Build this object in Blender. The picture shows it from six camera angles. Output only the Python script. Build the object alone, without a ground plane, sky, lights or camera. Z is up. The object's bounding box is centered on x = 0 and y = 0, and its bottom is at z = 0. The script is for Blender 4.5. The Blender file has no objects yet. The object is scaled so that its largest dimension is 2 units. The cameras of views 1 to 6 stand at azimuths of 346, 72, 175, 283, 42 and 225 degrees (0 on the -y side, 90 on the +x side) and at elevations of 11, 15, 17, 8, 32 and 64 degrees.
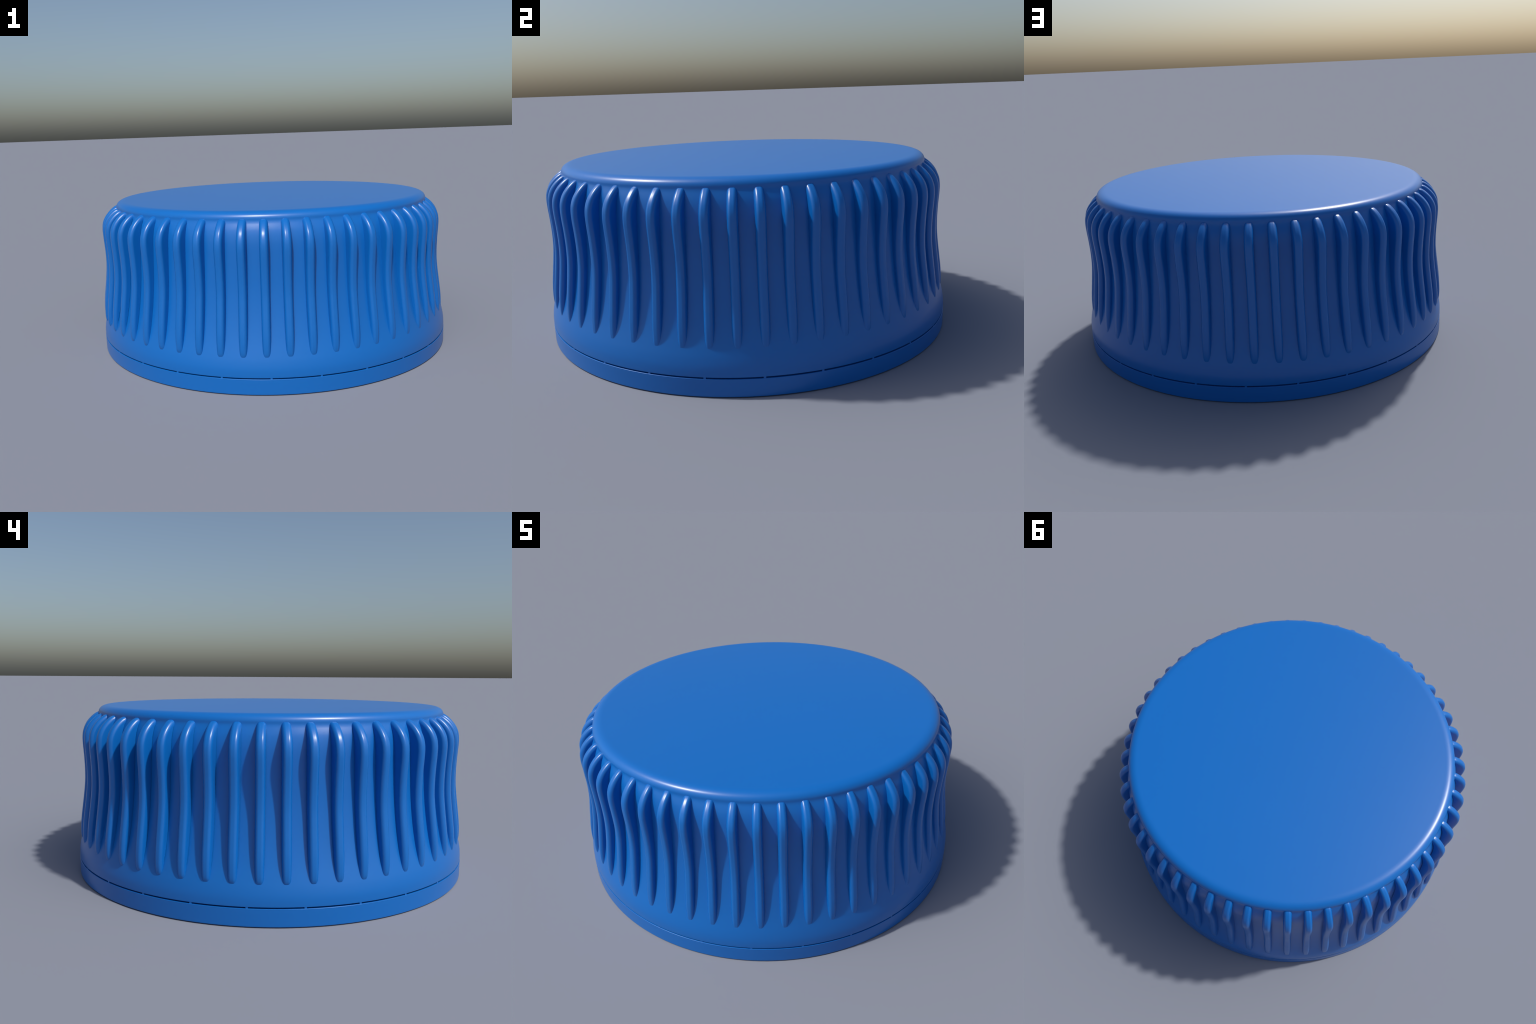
"""Blue ribbed plastic bottle cap with a tear-off tamper ring (metres, z up)."""
import math
import bpy
import numpy as np

# ------------------------------------------------------------------ sizes
RIB_COUNT = 57
RIB_PHASE = math.radians(0.005)
RIB_CENTRE = (-0.0068, -0.0002, 0.0)   # the rib circle sits a touch off the axis
BRIDGE_COUNT = 27
SEGMENTS = 1026
TOP_Z = 0.8346         # flat top
DISC_R = 0.887         # raised top panel
DOME = 0.0014
EDGE_HIGH, EDGE_EASE = 0.0340, 2.0   # rolled edge of the panel
RING_R = 1.0           # tamper ring outside
SLOT_LOW, SLOT_HIGH = 0.0757, 0.0815


# ------------------------------------------------------------------ helpers
def smooth_path(points, step=0.006):
    """Centripetal Catmull-Rom curve through hand-placed (r, z) points."""
    p = np.array(points, float)
    p = np.vstack([2 * p[0] - p[1], p, 2 * p[-1] - p[-2]])
    out = []
    for i in range(1, len(p) - 2):
        p0, p1, p2, p3 = p[i - 1:i + 3]
        t0 = 0.0
        t1 = t0 + np.linalg.norm(p1 - p0) ** 0.5
        t2 = t1 + np.linalg.norm(p2 - p1) ** 0.5
        t3 = t2 + np.linalg.norm(p3 - p2) ** 0.5
        n = max(3, int(np.linalg.norm(p2 - p1) / step))
        for t in np.linspace(t1, t2, n, endpoint=False):
            a1 = (t1 - t) / (t1 - t0) * p0 + (t - t0) / (t1 - t0) * p1
            a2 = (t2 - t) / (t2 - t1) * p1 + (t - t1) / (t2 - t1) * p2
            a3 = (t3 - t) / (t3 - t2) * p2 + (t - t2) / (t3 - t2) * p3
            b1 = (t2 - t) / (t2 - t0) * a1 + (t - t0) / (t2 - t0) * a2
            b2 = (t3 - t) / (t3 - t1) * a2 + (t - t1) / (t3 - t1) * a3
            out.append((t2 - t) / (t2 - t1) * b1 + (t - t1) / (t2 - t1) * b2)
    out.append(p[-2])
    return np.array(out)


def arc(cr, cz, rad, a0, a1, n):
    return [(cr + rad * math.cos(math.radians(a)), cz + rad * math.sin(math.radians(a)))
            for a in np.linspace(a0, a1, n)]


def profile_normals(prof, closed):
    """Outward (r, z) normals of a profile that runs with the solid on its right."""
    if closed:
        d = np.roll(prof, -1, 0) - np.roll(prof, 1, 0)
    else:
        d = np.gradient(prof, axis=0)
    n = np.stack([d[:, 1], -d[:, 0]], 1)
    return n / np.linalg.norm(n, axis=1, keepdims=True)


def make_mesh(name, verts, faces, normals=None):
    me = bpy.data.meshes.new(name)
    me.from_pydata([tuple(v) for v in verts], [], faces)
    me.shade_smooth()
    if normals is not None:
        me.normals_split_custom_set_from_vertices([tuple(n) for n in normals])
    me.update()
    return me


def revolve(prof, normals, keep=None, closed=False, seg=SEGMENTS):
    """Spin a profile round z. A first / last point on the axis becomes a pole.
    keep(i) says which profile spans belong to this part."""
    n = len(prof)
    ang = np.arange(seg) * 2 * math.pi / seg
    cs, sn = np.cos(ang), np.sin(ang)
    verts, norms, start = [], [], []
    for i in range(n):
        start.append(len(verts))
        r, z = prof[i]
        nr, nz = normals[i]
        if r < 1e-6:
            verts.append((0, 0, z))
            norms.append((0, 0, math.copysign(1, nz)))
        else:
            verts.extend(zip(r * cs, r * sn, [z] * seg))
            norms.extend(zip(nr * cs, nr * sn, [nz] * seg))
    faces = []
    for i in range(n if closed else n - 1):
        j = (i + 1) % n
        if keep and not keep(i):
            continue
        for k in range(seg):
            m = (k + 1) % seg
            a, b = start[i], start[j]
            if prof[i][0] < 1e-6:
                faces.append((a, b + m, b + k))
            elif prof[j][0] < 1e-6:
                faces.append((a + k, a + m, b))
            else:
                faces.append((a + k, a + m, b + m, b + k))
    used = sorted({v for f in faces for v in f})
    remap = {v: i for i, v in enumerate(used)}
    return ([verts[v] for v in used], [tuple(remap[v] for v in f) for f in faces],
            [norms[v] for v in used])


# ------------------------------------------------------------------ material
def blue_plastic():
    mat = bpy.data.materials.new("blue_plastic")
    mat.use_nodes = True
    nt = mat.node_tree
    bsdf = nt.nodes["Principled BSDF"]
    tex = nt.nodes.new("ShaderNodeTexCoord")
    noise = nt.nodes.new("ShaderNodeTexNoise")
    noise.inputs["Scale"].default_value = 2.5
    noise.inputs["Detail"].default_value = 3.0
    ramp = nt.nodes.new("ShaderNodeValToRGB")
    base = np.array(BASE_COLOUR)
    ramp.color_ramp.elements[0].color = (*(base * 0.985), 1)
    ramp.color_ramp.elements[1].color = (*(base * 1.015), 1)
    nt.links.new(tex.outputs["Object"], noise.inputs["Vector"])
    nt.links.new(noise.outputs["Fac"], ramp.inputs["Fac"])
    nt.links.new(ramp.outputs["Color"], bsdf.inputs["Base Color"])
    bsdf.inputs["Roughness"].default_value = ROUGHNESS
    bsdf.inputs["IOR"].default_value = 1.5
    return mat


BASE_COLOUR = (0.003, 0.129, 0.460)
ROUGHNESS = 0.32
MAT = blue_plastic()

# ------------------------------------------------------------------ skirt and top panel
# outside of the skirt below the panel edge, downwards: neck, shoulder, tapering wall, foot
skirt_line = smooth_path([
    (0.8870, 0.7985), (0.8876, 0.7900), (0.8903, 0.7810), (0.8943, 0.7715),
    (0.8985, 0.7615), (0.9032, 0.7490), (0.9085, 0.7300), (0.9130, 0.7050),
    (0.9160, 0.6750), (0.9190, 0.6200), (0.9227, 0.5500), (0.9275, 0.4800),
    (0.9360, 0.4060), (0.9470, 0.3380), (0.9590, 0.2800), (0.9700, 0.2350),
    (0.9815, 0.1930), (0.9910, 0.1570), (0.9975, 0.1220), (0.9990, 0.1000),
    (0.9990, SLOT_HIGH + 0.002),
])
bz, br = skirt_line[::-1, 1], skirt_line[::-1, 0]


def body_radius(z):
    return np.interp(z, bz, br)


outer = []
# rolled edge: the tilt grows slowly at first, then quickly to vertical
t = np.linspace(0, 1, 401)
tilt = math.pi / 2 * t ** EDGE_EASE
roll_r = np.concatenate([[0], np.cumsum(np.cos((tilt[1:] + tilt[:-1]) / 2))]) / 400
roll_z = np.concatenate([[0], np.cumsum(np.sin((tilt[1:] + tilt[:-1]) / 2))]) / 400
EDGE_LENGTH = EDGE_HIGH / roll_z[-1]
RIM_R = DISC_R - EDGE_LENGTH * roll_r[-1]


def top_height(r):
    """The top is a very shallow dome that falls away towards the rim."""
    return TOP_Z - DOME * (r / RIM_R) ** 6


outer += [(r, top_height(r)) for r in np.linspace(0.0, RIM_R, 40)[:-1]]
outer += [(RIM_R + EDGE_LENGTH * roll_r[i], top_height(RIM_R) - EDGE_LENGTH * roll_z[i])
          for i in range(0, 401, 10)]
panel_last = len(outer)
outer += [tuple(p) for p in skirt_line]
outer += arc(0.997, SLOT_HIGH + 0.002, 0.002, 0, -90, 5)[1:]
outer += [(0.985, SLOT_HIGH), (0.962, SLOT_HIGH)]
# inside of the cap: wall, then ceiling back to the axis
outer += arc(0.962, SLOT_HIGH + 0.004, 0.004, -90, -180, 5)[1:]
inner_line = smooth_path([(0.957, 0.090), (0.945, 0.160), (0.915, 0.240), (0.885, 0.330),
                          (0.868, 0.450), (0.860, 0.600), (0.855, 0.720), (0.845, 0.762),
                          (0.815, 0.780), (0.760, 0.784)], 0.02)
outer += [tuple(p) for p in inner_line]
inner_top = len(outer) - 1
outer += [(0.5, 0.784), (0.25, 0.784), (0.0, 0.784)]
shell = np.array(outer)
dedupe = [0] + [i for i in range(1, len(shell)) if np.linalg.norm(shell[i] - shell[i - 1]) > 1e-5]
panel_last = sum(1 for i in dedupe if i < panel_last)
inner_top = dedupe.index(inner_top) if inner_top in dedupe else len(dedupe) - 4
shell = shell[dedupe]
# the profile runs axis -> outside -> inside, the solid lying on its right hand
shell_n = -profile_normals(shell, False)
shell_n[0] = (0, 1)
shell_n[-1] = (0, -1)

root = bpy.data.objects.new("bottle_cap", None)
root.empty_display_size = 0.2
bpy.context.collection.objects.link(root)
root["label"] = "round blue plastic screw cap with vertical grip ribs"
root["category"] = "bottle cap"


def add(name, mesh):
    mesh.materials.clear()
    mesh.materials.append(MAT)
    ob = bpy.data.objects.new(name, mesh)
    ob.parent = root
    bpy.context.collection.objects.link(ob)
    return ob


def on_panel(i):
    return i < panel_last - 1 or i >= inner_top


def flip(part):
    v, f, n = part
    return v, [tuple(reversed(q)) for q in f], n


add("top_panel", make_mesh("top_panel", *flip(revolve(shell, shell_n, on_panel))))
add("skirt", make_mesh("skirt", *flip(revolve(shell, shell_n, lambda i: not on_panel(i)))))

# ------------------------------------------------------------------ tamper ring
ring = []
ring += arc(RING_R - 0.0015, SLOT_LOW - 0.0015, 0.0015, 90, 0, 6)
ring += [(RING_R, 0.055), (RING_R, 0.03)]
ring += arc(RING_R - 0.004, 0.004, 0.004, 0, -90, 6)
ring += [(0.985, 0.0)]
ring += arc(0.956, 0.004, 0.004, -90, -180, 5)
ring += [(0.952, 0.04)]
ring += arc(0.956, SLOT_LOW - 0.004, 0.004, 180, 90, 5)
ring += [(0.98, SLOT_LOW)]
ring = np.array(ring)
add("tamper_ring", make_mesh("tamper_ring", *flip(revolve(ring, -profile_normals(ring, True), closed=True))))

# ------------------------------------------------------------------ tear bridges
half = 0.0047
r0, r1 = 0.965, 0.9982
z0, z1 = SLOT_LOW - 0.0025, SLOT_HIGH + 0.0025
bv = [(r, y, z) for z in (z0, z1) for r, y in ((r0, -half), (r1, -half), (r1, half), (r0, half))]
bf = [(0, 3, 2, 1), (4, 5, 6, 7), (0, 1, 5, 4), (1, 2, 6, 5), (2, 3, 7, 6), (3, 0, 4, 7)]
bridge_mesh = make_mesh("bridge", bv, bf)
bridge_mesh.shade_flat()
bridge = add("bridge", bridge_mesh)
for k in range(BRIDGE_COUNT):
    ob = bridge if k == 0 else bridge.copy()
    if k:
        bpy.context.collection.objects.link(ob)
    ob.rotation_euler = (0, 0, k * 2 * math.pi / BRIDGE_COUNT)

# ------------------------------------------------------------------ grip ribs
# line of the crest in the radial plane, from the neck down to the foot
crest = smooth_path([
    (0.8680, 0.8005), (0.8800, 0.8000), (0.8935, 0.7955), (0.9110, 0.7840),
    (0.9310, 0.7655), (0.9492, 0.7410), (0.9612, 0.7120), (0.9655, 0.6800),
    (0.9650, 0.6450), (0.9612, 0.5850), (0.9592, 0.5200), (0.9609, 0.4600),
    (0.9673, 0.4000), (0.9762, 0.3350), (0.9840, 0.2750), (0.9874, 0.2300),
    (0.9876, 0.2000), (0.9855, 0.1820), (0.9795, 0.1685), (0.9680, 0.1600),
], 0.005)
CREST_HALF = 0.0045    # flat part of the crest
ROUND_WIDE = 0.0159    # elliptic rounding of its edges: across ...
ROUND_DEEP = 0.0185    # ... and into the depth
DRAFT = 0.020          # widening of the flanks below that
SINK = 0.005           # how far the flanks run on into the skirt

tang = np.gradient(crest, axis=0)
tang /= np.linalg.norm(tang, axis=1, keepdims=True)
inward = np.stack([tang[:, 1], -tang[:, 0]], 1)      # (r, z), towards the skirt


def depth_to_body(p, d):
    s = np.linspace(0, 0.12, 481)
    q = p[None] + s[:, None] * d[None]
    inside = q[:, 0] <= body_radius(q[:, 1])
    return s[np.argmax(inside)] if inside.any() else 0.12


depth = np.array([depth_to_body(p, d) for p, d in zip(crest, inward)])
depth = np.convolve(np.pad(depth, 2, mode="edge"), np.ones(5) / 5, "valid")


def half_section(h_body):
    """(half width, depth) from the middle of the crest down into the skirt."""
    pts = [(0.0, 0.0), (CREST_HALF * 0.5, 0.0)]
    pts += [(CREST_HALF + ROUND_WIDE * math.sin(a), ROUND_DEEP * (1 - math.cos(a)))
            for a in np.linspace(0, math.pi / 2, 14)]
    wall = CREST_HALF + ROUND_WIDE
    low = max(h_body + SINK, ROUND_DEEP + 0.003)
    for f in (0.33, 0.66, 1.0):
        h = ROUND_DEEP + (low - ROUND_DEEP) * f
        pts.append((wall + DRAFT * (h - ROUND_DEEP), h))
    return pts


rows = []
for p, d, hb in zip(crest, inward, depth):
    right = half_section(hb)
    slim = np.interp(p[1], (0.165, 0.270), (0.89, 1.0))   # the foot of a rib narrows
    right = [(w * slim, h) for w, h in right]
    line = [(-w, h) for w, h in reversed(right[1:])] + right
    rows.append([(p[0] + d[0] * h, w, p[1] + d[1] * h) for w, h in line])
cols = len(rows[0])
rv = [v for row in rows for v in row]
rf = [(i * cols + j, i * cols + j + 1, (i + 1) * cols + j + 1, (i + 1) * cols + j)
      for i in range(len(rows) - 1) for j in range(cols - 1)]
rib_mesh = make_mesh("rib", rv, rf)
rib = add("rib", rib_mesh)
for k in range(RIB_COUNT):
    ob = rib if k == 0 else rib.copy()
    if k:
        bpy.context.collection.objects.link(ob)
    ob.location = RIB_CENTRE
    ob.rotation_euler = (0, 0, RIB_PHASE + k * 2 * math.pi / RIB_COUNT)

# face directions
import bmesh
for me in bpy.data.meshes:
    if me.name in ("rib", "bridge"):
        bm = bmesh.new()
        bm.from_mesh(me)
        if me.name == "rib":
            bm.normal_update()
            mid = max(bm.faces, key=lambda f: f.calc_center_median().x)
            if mid.normal.x < 0:
                bmesh.ops.reverse_faces(bm, faces=bm.faces[:])
        bm.to_mesh(me)
        bm.free()
